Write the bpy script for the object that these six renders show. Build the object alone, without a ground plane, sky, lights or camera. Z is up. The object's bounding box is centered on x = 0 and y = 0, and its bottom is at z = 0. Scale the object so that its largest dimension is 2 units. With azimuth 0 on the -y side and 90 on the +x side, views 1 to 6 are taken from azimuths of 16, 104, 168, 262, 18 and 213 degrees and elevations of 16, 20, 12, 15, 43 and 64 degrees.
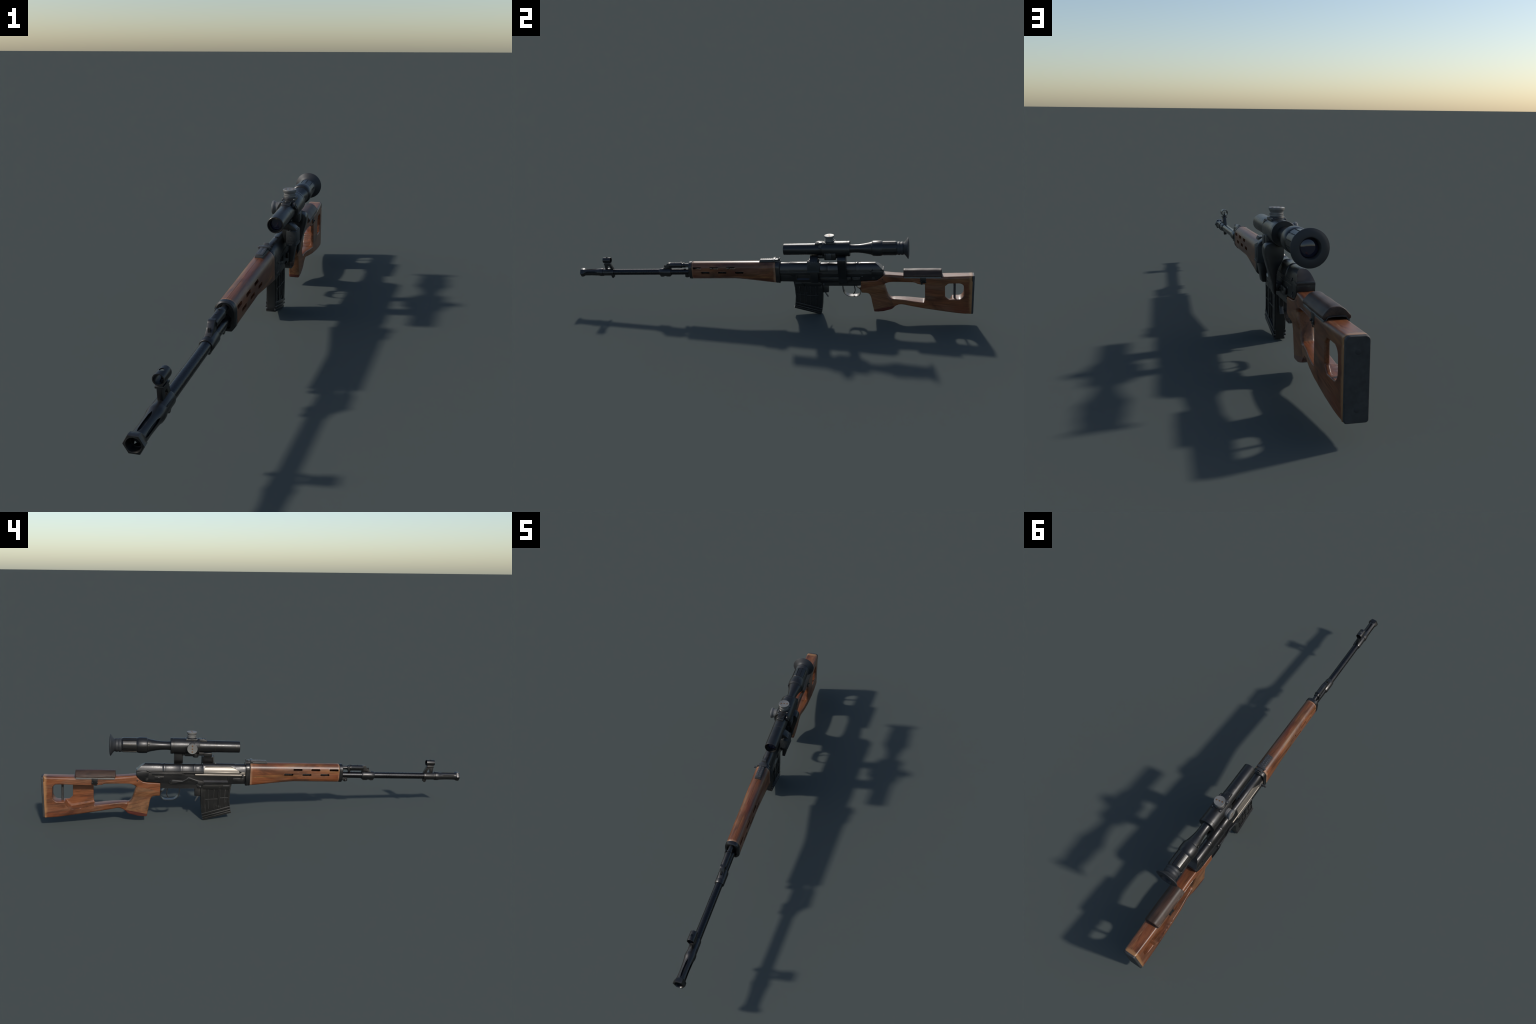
# Procedural model of a wooden-stocked marksman rifle with a side-mounted telescopic sight.
# Everything is built in the rifle's own frame: bore axis on local Y (muzzle at -Y),
# local Z up, local +X the left side.  The root Empty carries the slight pitch and yaw.
import bpy, bmesh, math, random
from mathutils import Vector, Matrix

random.seed(7)
for o in list(bpy.data.objects):
    bpy.data.objects.remove(o, do_unlink=True)

SCENE = bpy.context.scene
COL = SCENE.collection

# ------------------------------------------------------------------ materials
def new_mat(name):
    m = bpy.data.materials.new(name)
    m.use_nodes = True
    nt = m.node_tree
    nt.nodes.clear()
    out = nt.nodes.new('ShaderNodeOutputMaterial')
    b = nt.nodes.new('ShaderNodeBsdfPrincipled')
    nt.links.new(b.outputs[0], out.inputs[0])
    return m, nt, b

def coords(nt, scale, rot=(0, 0, 0)):
    tc = nt.nodes.new('ShaderNodeTexCoord')
    mp = nt.nodes.new('ShaderNodeMapping')
    mp.inputs['Scale'].default_value = scale
    mp.inputs['Rotation'].default_value = rot
    nt.links.new(tc.outputs['Object'], mp.inputs['Vector'])
    return mp.outputs[0]

def noise(nt, vec, scale, detail=4, rough=.55, dist=0.0):
    n = nt.nodes.new('ShaderNodeTexNoise')
    n.inputs['Scale'].default_value = scale
    n.inputs['Detail'].default_value = detail
    n.inputs['Roughness'].default_value = rough
    n.inputs['Distortion'].default_value = dist
    nt.links.new(vec, n.inputs['Vector'])
    return n.outputs['Fac']

def ramp(nt, fac, stops):
    r = nt.nodes.new('ShaderNodeValToRGB')
    el = r.color_ramp.elements
    while len(el) < len(stops):
        el.new(0.5)
    for e, (p, c) in zip(el, stops):
        e.position = p
        e.color = (*c, 1) if len(c) == 3 else c
    nt.links.new(fac, r.inputs[0])
    return r.outputs[0]

def g(v):
    return (v, v, v)

def mix(nt, fac, a, b, mode='MIX'):
    m = nt.nodes.new('ShaderNodeMix')
    m.data_type = 'RGBA'
    m.blend_type = mode
    for sock, val in ((m.inputs[0], fac), (m.inputs[6], a), (m.inputs[7], b)):
        if isinstance(val, bpy.types.NodeSocket):
            nt.links.new(val, sock)
        elif isinstance(val, (int, float)):
            sock.default_value = val
        else:
            sock.default_value = (*val, 1)
    return m.outputs[2]

def math_node(nt, op, a, b=None, clamp=False):
    m = nt.nodes.new('ShaderNodeMath')
    m.operation = op
    m.use_clamp = clamp
    for i, v in enumerate((a, b)):
        if v is None:
            continue
        if isinstance(v, bpy.types.NodeSocket):
            nt.links.new(v, m.inputs[i])
        else:
            m.inputs[i].default_value = v
    return m.outputs[0]

def edge_mask(nt, radius, lo=.02, hi=.22):
    """1 where two faces meet at a sharp edge: worn, handled edges."""
    bv = nt.nodes.new('ShaderNodeBevel')
    bv.samples = 4
    bv.inputs[0].default_value = radius
    ge = nt.nodes.new('ShaderNodeNewGeometry')
    d = nt.nodes.new('ShaderNodeVectorMath')
    d.operation = 'DOT_PRODUCT'
    nt.links.new(bv.outputs[0], d.inputs[0])
    nt.links.new(ge.outputs['Normal'], d.inputs[1])
    inv = math_node(nt, 'SUBTRACT', 1.0, d.outputs['Value'])
    mr = nt.nodes.new('ShaderNodeMapRange')
    mr.inputs[1].default_value = lo
    mr.inputs[2].default_value = hi
    nt.links.new(inv, mr.inputs[0])
    return mr.outputs[0]

def bump(nt, b, h, strength, dist=.001):
    bn = nt.nodes.new('ShaderNodeBump')
    bn.inputs['Strength'].default_value = strength
    bn.inputs['Distance'].default_value = dist
    nt.links.new(h, bn.inputs['Height'])
    nt.links.new(bn.outputs[0], b.inputs['Normal'])

def steel(name, base, rough=.35, metal=.0, wear=(.10, .095, .085), wear_amt=.5,
          spots=.25, spec=.5, stretch=(1, 1, 1)):
    m, nt, b = new_mat(name)
    big = noise(nt, coords(nt, (9, 4, 9)), 3, 5)
    col = mix(nt, big, tuple(c * .72 for c in base), tuple(c * 1.3 for c in base))
    fine = noise(nt, coords(nt, stretch), 160, 3, .7)
    sp = ramp(nt, noise(nt, coords(nt, (1, .6, 1)), 46, 6, .72), [(.62, g(0)), (.74, g(1))])
    col = mix(nt, math_node(nt, 'MULTIPLY', sp, spots), col, wear)
    if wear_amt > 0:
        em = edge_mask(nt, .0022)
        em = math_node(nt, 'MULTIPLY', em, ramp(nt, noise(nt, coords(nt, (1, 1, 1)), 30, 4),
                                               [(.38, g(.25)), (.62, g(1))]))
        col = mix(nt, math_node(nt, 'MULTIPLY', em, wear_amt), col, wear)
    nt.links.new(col, b.inputs['Base Color'])
    r = math_node(nt, 'ADD', math_node(nt, 'MULTIPLY', math_node(nt, 'SUBTRACT', fine, .5), .22), rough)
    r = math_node(nt, 'ADD', r, math_node(nt, 'MULTIPLY', math_node(nt, 'SUBTRACT', big, .5), .25), True)
    nt.links.new(r, b.inputs['Roughness'])
    b.inputs['Metallic'].default_value = metal
    b.inputs['Specular IOR Level'].default_value = spec
    bump(nt, b, fine, .12, .0006)
    return m

def wood(name, dark, mid, light, red, rough=.34, coat=.25, ends=(), end_col=(.36, .19, .085),
         grain_rot=0.0, seed=0.0, red_amt=.8, pale=(.165, .082, .046)):
    """Varnished laminate/beech: long streaks on Y, red stained patches, worn pale ends."""
    m, nt, b = new_mat(name)
    base = coords(nt, (1, 1, 1), (grain_rot, 0, 0))
    off = nt.nodes.new('ShaderNodeVectorMath')
    off.operation = 'ADD'
    off.inputs[1].default_value = (seed, seed * 2.3, seed * .7)
    nt.links.new(base, off.inputs[0])

    def st(v):
        s = nt.nodes.new('ShaderNodeVectorMath')
        s.operation = 'MULTIPLY'
        s.inputs[1].default_value = v
        nt.links.new(off.outputs[0], s.inputs[0])
        return s.outputs[0]
    broad = noise(nt, st((22, 3.2, 22)), 1.0, 4, .5, .8)
    col = ramp(nt, broad, [(.30, dark), (.45, mid), (.56, mid), (.70, light)])
    stain = ramp(nt, noise(nt, st((17, 4.0, 17)), 1.3, 3, .5, .4), [(.50, g(0)), (.68, g(1))])
    col = mix(nt, math_node(nt, 'MULTIPLY', stain, red_amt), col, red)
    dusty = ramp(nt, noise(nt, st((26, 5.5, 26)), 1.0, 4, .55, .5), [(.48, g(0)), (.68, g(.65))])
    col = mix(nt, dusty, col, pale)
    fine = noise(nt, st((230, 9, 230)), 1.0, 4, .6, .3)
    fl = ramp(nt, fine, [(.32, g(.60)), (.52, g(1.0)), (.74, g(1.25))])
    col = mix(nt, 1.0, col, fl, 'MULTIPLY')
    blot = ramp(nt, noise(nt, st((11, 4.5, 11)), 1.0, 5, .62, 1.0), [(.36, g(.50)), (.52, g(1.0))])
    col = mix(nt, 1.0, col, blot, 'MULTIPLY')
    # small nicks showing bare wood
    nick = ramp(nt, noise(nt, st((60, 26, 60)), 1.6, 5, .7), [(.65, g(0)), (.74, g(.6))])
    col = mix(nt, nick, col, end_col)
    scv = nt.nodes.new('ShaderNodeMapping')
    scv.inputs['Rotation'].default_value = (.55, 0, 0)
    scv.inputs['Scale'].default_value = (120, 16, 120)
    nt.links.new(off.outputs[0], scv.inputs['Vector'])
    scr = ramp(nt, noise(nt, scv.outputs[0], 1.0, 3, .6), [(.66, g(0)), (.72, g(.6))])
    zone = ramp(nt, noise(nt, st((14, 9, 14)), 1.0, 2, .5), [(.46, g(0)), (.60, g(1))])
    col = mix(nt, math_node(nt, 'MULTIPLY', scr, zone), col, end_col)
    em = edge_mask(nt, .004, .03, .3)
    em = math_node(nt, 'MULTIPLY', em, ramp(nt, noise(nt, st((20, 20, 20)), 1.2, 4), [(.4, g(0)), (.65, g(.55))]))
    col = mix(nt, em, col, end_col)
    if ends:
        tc = nt.nodes.new('ShaderNodeTexCoord')
        sx = nt.nodes.new('ShaderNodeSeparateXYZ')
        nt.links.new(tc.outputs['Object'], sx.inputs[0])
        wob = math_node(nt, 'MULTIPLY', math_node(nt, 'SUBTRACT', noise(nt, st((40, 40, 40)), 1.0, 4), .5), .02)
        y = math_node(nt, 'ADD', sx.outputs['Y'], wob)
        for y0, y1, amt in ends:      # fades from 0 at y0 to amt at y1
            mr = nt.nodes.new('ShaderNodeMapRange')
            mr.inputs[1].default_value = y0
            mr.inputs[2].default_value = y1
            mr.inputs[4].default_value = amt
            nt.links.new(y, mr.inputs[0])
            col = mix(nt, mr.outputs[0], col, end_col)
    nt.links.new(col, b.inputs['Base Color'])
    rr = math_node(nt, 'ADD', math_node(nt, 'MULTIPLY', fine, .16), rough - .08, True)
    nt.links.new(rr, b.inputs['Roughness'])
    b.inputs['Coat Weight'].default_value = coat
    b.inputs['Specular IOR Level'].default_value = .38
    b.inputs['Coat Roughness'].default_value = .3
    bump(nt, b, fine, .10, .0008)
    return m

def plain(name, base, rough=.5, metal=0.0, vary=.25, sc=60, spec=.5):
    m, nt, b = new_mat(name)
    n = noise(nt, coords(nt, (1, 1, 1)), sc, 5, .6)
    nt.links.new(mix(nt, n, tuple(c * (1 - vary) for c in base), tuple(c * (1 + vary) for c in base)),
                 b.inputs['Base Color'])
    b.inputs['Roughness'].default_value = rough
    b.inputs['Metallic'].default_value = metal
    b.inputs['Specular IOR Level'].default_value = spec
    bump(nt, b, n, .1, .0006)
    return m

BLUED = steel('blued_steel', (.054, .0525, .0525), .36, .9, (.26, .245, .22), .55, .40, .5)
BARREL = steel('polished_blued_steel', (.034, .034, .036), .29, .9, (.12, .11, .10), .3, .15, .5)
BLACK = steel('black_enamel', (.044, .0435, .0435), .36, .8, (.24, .205, .15), .5, .5, .5)
MAGST = steel('magazine_steel', (.019, .0185, .0175), .34, .4, (.26, .25, .24), .9, .4, .5)  # paler edge colour, strengthened so that the rib edges show as thin lighter lines
BRIGHT = steel('bright_steel', (.185, .162, .135), .36, .55, (.30, .27, .23), .4, .3, .5, (1, .05, 1))
SIGHT = steel('grey_sight_steel', (.038, .038, .038), .38, .1, (.25, .24, .23), .6, .3, .5)
CLAMP = steel('worn_grey_steel', (.026, .028, .028), .55, .1, (.10, .10, .095), .6, .6, .4)
ALU = steel('cast_aluminium', (.165, .16, .15), .50, .25, (.30, .29, .28), .4, .2, .5)
RUBBER = plain('black_rubber', (.020, .021, .023), .55, 0, .3, 30)
PAD = plain('butt_rubber', (.026, .0275, .0285), .62, 0, .75, 70)
GLASSY = plain('coated_lens', (.012, .012, .028), .06, 0, .2, 10, .9)
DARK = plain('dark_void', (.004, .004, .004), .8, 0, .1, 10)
BRASS = plain('tarnished_brass', (.16, .085, .04), .5, .4, .4, 300)
WHITE = plain('worn_white_paint', (.16, .16, .165), .6, 0, .3, 200)
CHEEK = wood('dark_cheek_leather', (.032, .020, .015), (.050, .029, .020), (.068, .040, .027),
             (.066, .026, .017), .46, 0, (), (.10, .06, .04), 0, 3.1, .7, (.044, .031, .024))
CHEEK.node_tree.nodes['Principled BSDF'].inputs['Specular IOR Level'].default_value = .28
LINER = plain('grey_liner', (.14, .135, .125), .5)
W_DARK, W_MID, W_LIGHT, W_RED = (.090, .027, .010), (.172, .055, .019), (.235, .104, .032), (.112, .021, .011)
HGWOOD = wood('handguard_wood', W_DARK, W_MID, W_LIGHT, W_RED, .40, .12,
              ((-.375, -.383, .75), (.036, .046, .75)), (.30, .165, .095), 0, 0.4)
STOCKWOOD = wood('stock_wood', W_DARK, W_MID, (.20, .082, .029), W_RED, .40, .12,
                 ((.970, .980, .85),), (.30, .150, .062), .12, 1.7, .55)
GRIPWOOD = wood('grip_wood', (.120, .045, .018), (.175, .070, .028), (.215, .100, .040), (.140, .045, .018), .5, .05,
                (), (.36, .19, .08), .25, 5.2, .4, (.20, .105, .048))
REDWOOD = wood('grip_cap_wood', (.055, .012, .008), (.085, .018, .011), (.105, .026, .014), (.075, .014, .009),
               .36, .2, (), (.2, .07, .04), 0, 8.0, .3, (.10, .03, .02))

# ------------------------------------------------------------------ object helpers
ROOT = bpy.data.objects.new('scoped_rifle', None)
ROOT.empty_display_size = .1
COL.objects.link(ROOT)
ROOT['label'] = 'black steel marksman rifle with skeleton wooden stock and scope'
ROOT['category'] = 'rifle'

def finish(bm, name, mat, parent=None, angle=35, recalc=True):
    if recalc:
        bmesh.ops.recalc_face_normals(bm, faces=bm.faces)
    me = bpy.data.meshes.new(name)
    bm.to_mesh(me)
    bm.free()
    for p in me.polygons:
        p.use_smooth = True
    me.set_sharp_from_angle(angle=math.radians(angle))
    ob = bpy.data.objects.new(name, me)
    COL.objects.link(ob)
    if mat:
        me.materials.append(mat)
    ob.parent = parent or ROOT
    return ob

def bevel_sharp(bm, width, segs=2, ang=30):
    if width <= 0:
        return
    es = [e for e in bm.edges if len(e.link_faces) == 2 and e.calc_face_angle(0) > math.radians(ang)]
    if es:
        bmesh.ops.bevel(bm, geom=es, offset=width, segments=segs, profile=.5, affect='EDGES',
                        clamp_overlap=True)

def bm_prism(poly, axis, lo, hi, bm=None):
    """Extrude a 2D polygon.  axis 'x': poly in (y,z); 'y': poly in (x,z); 'z': poly in (x,y)."""
    bm = bm or bmesh.new()
    def P(a, b, t):
        return {'x': (t, a, b), 'y': (a, t, b), 'z': (a, b, t)}[axis]
    A = [bm.verts.new(P(a, b, lo)) for a, b in poly]
    Bv = [bm.verts.new(P(a, b, hi)) for a, b in poly]
    n = len(poly)
    bm.faces.new(A)
    bm.faces.new(Bv[::-1])
    for i in range(n):
        j = (i + 1) % n
        bm.faces.new((A[i], Bv[i], Bv[j], A[j]))
    return bm

def prism(name, poly, axis, lo, hi, mat, bev=.0008, parent=None, segs=2, angle=35):
    bm = bm_prism(poly, axis, lo, hi)
    bmesh.ops.recalc_face_normals(bm, faces=bm.faces)
    bevel_sharp(bm, bev, segs)
    return finish(bm, name, mat, parent, angle)

def box(name, x, y, z, mat, bev=.0008, parent=None):
    return prism(name, [(y[0], z[0]), (y[1], z[0]), (y[1], z[1]), (y[0], z[1])], 'x', x[0], x[1], mat, bev, parent)

def frame_of(axis):
    a = Vector(axis).normalized()
    t = Vector((0, 0, 1)) if abs(a.z) < .9 else Vector((1, 0, 0))
    u = t.cross(a).normalized()
    v = a.cross(u)
    return a, u, v

def bm_lathe(prof, origin, axis=(0, 1, 0), segs=48, bm=None, close=True):
    """prof: list of (t along axis, radius).  Closed ring profile when close."""
    bm = bm or bmesh.new()
    a, u, v = frame_of(axis)
    o = Vector(origin)
    rings = []
    for t, r in prof:
        if r < 1e-6:
            rings.append([bm.verts.new(o + a * t)])
        else:
            rings.append([bm.verts.new(o + a * t + (u * math.cos(2 * math.pi * i / segs) +
                          v * math.sin(2 * math.pi * i / segs)) * r) for i in range(segs)])
    pairs = list(zip(rings, rings[1:]))
    if close:
        pairs.append((rings[-1], rings[0]))
    for A, Bv in pairs:
        if len(A) == 1 and len(Bv) == 1:
            continue
        for i in range(segs):
            j = (i + 1) % segs
            if len(A) == 1:
                bm.faces.new((A[0], Bv[i], Bv[j]))
            elif len(Bv) == 1:
                bm.faces.new((A[i], Bv[0], A[j]))
            else:
                bm.faces.new((A[i], Bv[i], Bv[j], A[j]))
    return bm

def lathe(name, prof, origin, mat, axis=(0, 1, 0), segs=48, parent=None, angle=35):
    """Solid turned part: profile from axis to axis (ends capped)."""
    p = list(prof)
    if p[0][1] > 1e-6:
        p = [(p[0][0], 0)] + p
    if p[-1][1] > 1e-6:
        p = p + [(p[-1][0], 0)]
    return finish(bm_lathe(p, origin, axis, segs, None, False), name, mat, parent, angle)

def ring(name, prof, origin, mat, axis=(0, 1, 0), segs=48, parent=None, angle=35):
    return finish(bm_lathe(prof, origin, axis, segs, None, True), name, mat, parent, angle)

def smooth_path(pts, n):
    """Catmull-Rom through control points."""
    P = [Vector(p) for p in pts]
    P = [P[0] * 2 - P[1]] + P + [P[-1] * 2 - P[-2]]
    out = []
    for i in range(1, len(P) - 2):
        for k in range(n):
            t = k / n
            a, b, c, d = P[i - 1], P[i], P[i + 1], P[i + 2]
            out.append(.5 * ((2 * b) + (c - a) * t + (2 * a - 5 * b + 4 * c - d) * t * t +
                             (3 * b - a - 3 * c + d) * t ** 3))
    out.append(P[-2])
    return out

def tube(name, pts, r, mat, segs=12, parent=None, n=6):
    path = smooth_path(pts, n) if n > 1 else [Vector(p) for p in pts]
    bm = bmesh.new()
    rings = []
    for i, p in enumerate(path):
        d = path[min(i + 1, len(path) - 1)] - path[max(i - 1, 0)]
        a, u, v = frame_of(d)
        rr = r(i / (len(path) - 1)) if callable(r) else r
        rings.append([bm.verts.new(p + (u * math.cos(2 * math.pi * k / segs) +
                      v * math.sin(2 * math.pi * k / segs)) * rr) for k in range(segs)])
    for A, Bv in zip(rings, rings[1:]):
        for i in range(segs):
            j = (i + 1) % segs
            bm.faces.new((A[i], Bv[i], Bv[j], A[j]))
    bm.faces.new(rings[0])
    bm.faces.new(rings[-1])
    return finish(bm, name, mat, parent)

def strip(name, path, width, thick, mat, parent=None, n=5, bev=.0004):
    """Bent sheet strip: path in (y,z), width along x, thickness across the path."""
    P = [Vector((p.x, p.y)) for p in smooth_path([(a, b, 0) for a, b in path], n)]
    L, R = [], []
    for i, p in enumerate(P):
        d = (P[min(i + 1, len(P) - 1)] - P[max(i - 1, 0)]).normalized()
        nrm = Vector((-d.y, d.x))
        L.append(p + nrm * thick / 2)
        R.append(p - nrm * thick / 2)
    bm = bmesh.new()
    rows = []
    for l, r in zip(L, R):
        rows.append([bm.verts.new((s * width / 2, q.x, q.y)) for s, q in ((-1, l), (1, l), (1, r), (-1, r))])
    for A, Bv in zip(rows, rows[1:]):
        for i in range(4):
            j = (i + 1) % 4
            bm.faces.new((A[i], Bv[i], Bv[j], A[j]))
    bm.faces.new(rows[0])
    bm.faces.new(rows[-1])
    return finish(bm, name, mat, parent)

def loft(sections, bm=None, caps=True):
    """sections: list of loops (lists of 3D points) with equal counts."""
    bm = bm or bmesh.new()
    rows = [[bm.verts.new(p) for p in s] for s in sections]
    n = len(rows[0])
    for A, Bv in zip(rows, rows[1:]):
        for i in range(n):
            j = (i + 1) % n
            bm.faces.new((A[i], Bv[i], Bv[j], A[j]))
    if caps:
        bm.faces.new(rows[0])
        bm.faces.new(rows[-1])
    return bm

def boolean(ob, cutters, op='DIFFERENCE', angle=35):
    for c in cutters:
        md = ob.modifiers.new('cut', 'BOOLEAN')
        md.operation = op
        md.solver = 'EXACT'
        md.object = c
        bpy.context.view_layer.update()
        dg = bpy.context.evaluated_depsgraph_get()
        me = bpy.data.meshes.new_from_object(ob.evaluated_get(dg))
        ob.modifiers.clear()
        old = ob.data
        ob.data = me
        me.name = old.name
        bpy.data.meshes.remove(old)
        for p in ob.data.polygons:
            p.use_smooth = True
        ob.data.set_sharp_from_angle(angle=math.radians(angle))
        bpy.data.objects.remove(c, do_unlink=True)
    return ob

def join_bm(parts):
    """Merge several bmeshes into one."""
    out = bmesh.new()
    for b in parts:
        me = bpy.data.meshes.new('tmp')
        b.to_mesh(me)
        b.free()
        out.from_mesh(me)
        bpy.data.meshes.remove(me)
    return out

def cutter(poly, axis, lo, hi):
    bm = bm_prism(poly, axis, lo, hi)
    return finish(bm, 'cutter', None)

def sample_poly(pts, r, n=4):
    """Round the corners of a polygon (each point may carry its own radius as third value)."""
    out = []
    m = len(pts)
    for i in range(m):
        p = Vector(pts[i][:2])
        rr = pts[i][2] if len(pts[i]) > 2 else r
        a = Vector(pts[i - 1][:2]) - p
        b = Vector(pts[(i + 1) % m][:2]) - p
        k = min(rr, a.length * .45, b.length * .45)
        if k < 1e-5:
            out.append((p.x, p.y))
            continue
        A, Bq = p + a.normalized() * k, p + b.normalized() * k
        for t in range(n + 1):
            s = t / n
            q = A * (1 - s) ** 2 + p * 2 * s * (1 - s) + Bq * s * s
            out.append((q.x, q.y))
    return out

def smooth01(t):
    t = max(0.0, min(1.0, t))
    return t * t * (3 - 2 * t)

def lerp_table(tab, x):
    if x <= tab[0][0]:
        return tab[0][1]
    for (a, va), (b, vb) in zip(tab, tab[1:]):
        if x <= b:
            return va + (vb - va) * (x - a) / (b - a)
    return tab[-1][1]

# ------------------------------------------------------------------ barrel group
RB = .0152
bar = ring('barrel', [(-.90, RB), (.08, RB), (.08, .006), (-.90, .006)], (0, 0, 0), BARREL)

# flash hider: slotted tube and hexagonal mouth
fh = bm_lathe([(-.985, .0180), (-.973, .0172), (-.945, .0168), (-.915, .0178), (-.898, .0190), (-.893, .0208),
               (-.884, .0210), (-.876, .0205), (-.876, .0158), (-.895, .0158), (-.900, .0125), (-.985, .0125)],
              (0, 0, 0), segs=48)
fh = finish(fh, 'flash_hider', BLUED)
cuts = []
for k in range(5):
    ang = math.radians(90 + 72 * k)
    prof = [(-.981, -.0006), (-.970, -.0034), (-.945, -.0044), (-.918, -.0036), (-.904, 0),
            (-.918, .0036), (-.945, .0044), (-.970, .0034), (-.981, .0006)]
    bm = bmesh.new()
    bm_prism([(b, a) for a, b in prof], 'z', .008, .03, bm)
    bmesh.ops.rotate(bm, verts=bm.verts, cent=(0, 0, 0), matrix=Matrix.Rotation(ang - math.pi / 2, 3, 'Y'))
    cuts.append(finish(bm, 'cutter', None))
boolean(fh, cuts)
def hexa(r, y):
    out = []
    for i in range(24):
        a = math.radians(15 * i)
        k = math.cos(math.radians(30)) / math.cos(a % math.radians(60) - math.radians(30))
        out.append((r * k * math.cos(a), y, r * k * math.sin(a)))
    return out
def circ(r, y):
    return [(r * math.cos(math.radians(15 * i)), y, r * math.sin(math.radians(15 * i))) for i in range(24)]
bm = bmesh.new()
loft([circ(.0178, -.981), hexa(.0228, -.9865), hexa(.0236, -.9985), hexa(.0226, -1.0008), circ(.0166, -1.0016),
      circ(.0152, -.998), circ(.0135, -.981)], bm, False)
bm.verts.ensure_lookup_table()
rows0 = list(bm.verts)
for i in range(24):
    j = (i + 1) % 24
    bm.faces.new((rows0[144 + i], rows0[i], rows0[j], rows0[144 + j]))
finish(bm, 'muzzle_nut', BLUED, fh, 25)
lathe('bore_dark_fill', [(-.974, .0128), (-.88, .0128)], (0, 0, 0), DARK, parent=fh, segs=24)  # near-black filler inside the tube, so that mouth and slots look dark

# front sight: sleeve, lugged tower, hooded ring, post
fs = ring('front_sight', [(-.880, .0178), (-.872, .0185), (-.822, .0185), (-.817, .0172), (-.817, RB - .0002),
                          (-.880, RB - .0002)], (0, 0, 0), BLUED)
tower = bm_prism([(-.862, .014), (-.864, .048), (-.860, .054), (-.832, .054), (-.829, .048), (-.816, .014)], 'x', -.0064, .0064)
bmesh.ops.recalc_face_normals(tower, faces=tower.faces)
bevel_sharp(tower, .001)
tw = finish(tower, 'sight_tower', BLUED, fs)
boolean(tw, [cutter(sample_poly([(-.850, .0195), (-.849, .034), (-.837, .034), (-.832, .0195)], .003), 'x', -.02, .02)])
box('sight_shoulder', (-.0105, .0105), (-.864, -.830), (.0445, .0505), BLUED, .0012, fs)
hood = ring('sight_hood', [(-.866, .0140), (-.864, .0144), (-.830, .0144), (-.826, .0140), (-.826, .0116), (-.866, .0116)],
            (0, 0, .0665), BLUED, parent=fs, segs=32)
boolean(hood, [finish(bm_lathe([(0, 0), (0, .0058), (.03, .0058), (.03, 0)], (0, -.846, .0665), (0, 0, 1), 20, None, False), 'cutter', None)])
lathe('sight_post', [(0, .0042), (.006, .0040), (.007, .0022), (.018, .0016)], (0, -.846, .052), BLUED, (0, 0, 1), 16, fs)
prism('bayonet_lug', [(-.836, -.014), (-.831, -.030), (-.824, -.0315), (-.818, -.026), (-.816, -.014)], 'x', -.006, .006, BLUED, .001, fs)
box('sight_key', (.0125, .0170), (-.868, -.826), (.006, .0105), BLUED, .0006, fs)
box('sight_key', (-.0170, -.0125), (-.868, -.826), (.006, .0105), BLUED, .0006, fs)

# gas block
gb = ring('gas_block', [(-.564, .0172), (-.561, .0192), (-.546, .0196), (-.506, .0196), (-.501, .0180),
                        (-.501, RB - .0002), (-.564, RB - .0002)], (0, 0, 0), BLUED)
prism('gas_block_ramp', sample_poly([(-.552, .015), (-.540, .0225), (-.527, .032), (-.519, .0455), (-.513, .049), (-.500, .049),
                              (-.499, .030), (-.503, .015)], .003), 'x', -.0088, .0088, BLUED, .0012, gb)
prism('gas_block_lug', [(-.564, -.010), (-.561, -.0225), (-.556, -.0242), (-.544, -.0242), (-.541, -.0215), (-.532, -.0205),
                        (-.528, -.0235), (-.509, -.0235), (-.503, -.018), (-.501, -.010)], 'x', -.0085, .0085, BLUED, .001, gb)
box('ramp_slot', (-.0030, .0030), (-.5365, -.530), (.0245, .0365), DARK, 0, gb)
gt = lathe('gas_tube', [(-.506, .0118), (-.502, .0136), (-.450, .0136), (-.446, .0150), (-.441, .0150), (-.440, .0112),
                        (-.434, .0106), (-.433, .0124), (-.428, .0124), (-.426, .0092), (-.40, .0092), (.06, .0092)],
           (0, 0, .0360), BLUED, segs=32)
box('gas_tube_clip', (-.0035, .0035), (-.448, -.4425), (.046, .0525), BLUED, .0008, gt)
box('gas_tube_stud', (-.002, .002), (-.480, -.476), (.047, .0512), BLUED, .0006, gt)
prism('gas_tube_latch', [(-.440, .018), (-.436, .044), (-.428, .046), (-.424, .036), (-.428, .018)], 'x', -.017, -.0115, BLUED, .001, gt)

# handguard front cap and sling lug
def hg_half(w, zt, zb, wb, ch):
    """Right half of the handguard section, from top centre down to bottom centre."""
    return [(0, zt), (.30 * w, zt - .0008), (.52 * w, zt - .0033), (.72 * w, zt - .0082), (.88 * w, zt - .0150),
            (.97 * w, zt - .0225), (w, zt - .030), (w, (zt - .030) * .5 + (zb + ch) * .5), (w, zb + ch),
            (w * .97, zb + ch * .72), (wb + (w - wb) * .25, zb + ch * .10), (wb, zb), (0, zb)]
def hg_section(y, grow=0.0):
    t = smooth01((y + .17) / .235)
    t2 = (y + .385) / .435
    w = .0288 + .0034 * max(0, min(1, t2))
    zt = .0540
    zb = -.0310 - .0195 * max(0, (y + .165) / .215) ** 1.15 if y > -.165 else -.0310
    wb = .0150 + .0105 * t
    ch = .0205 - .0135 * t
    return w + grow, zt + grow, zb - grow, wb + grow * .5, ch

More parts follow.
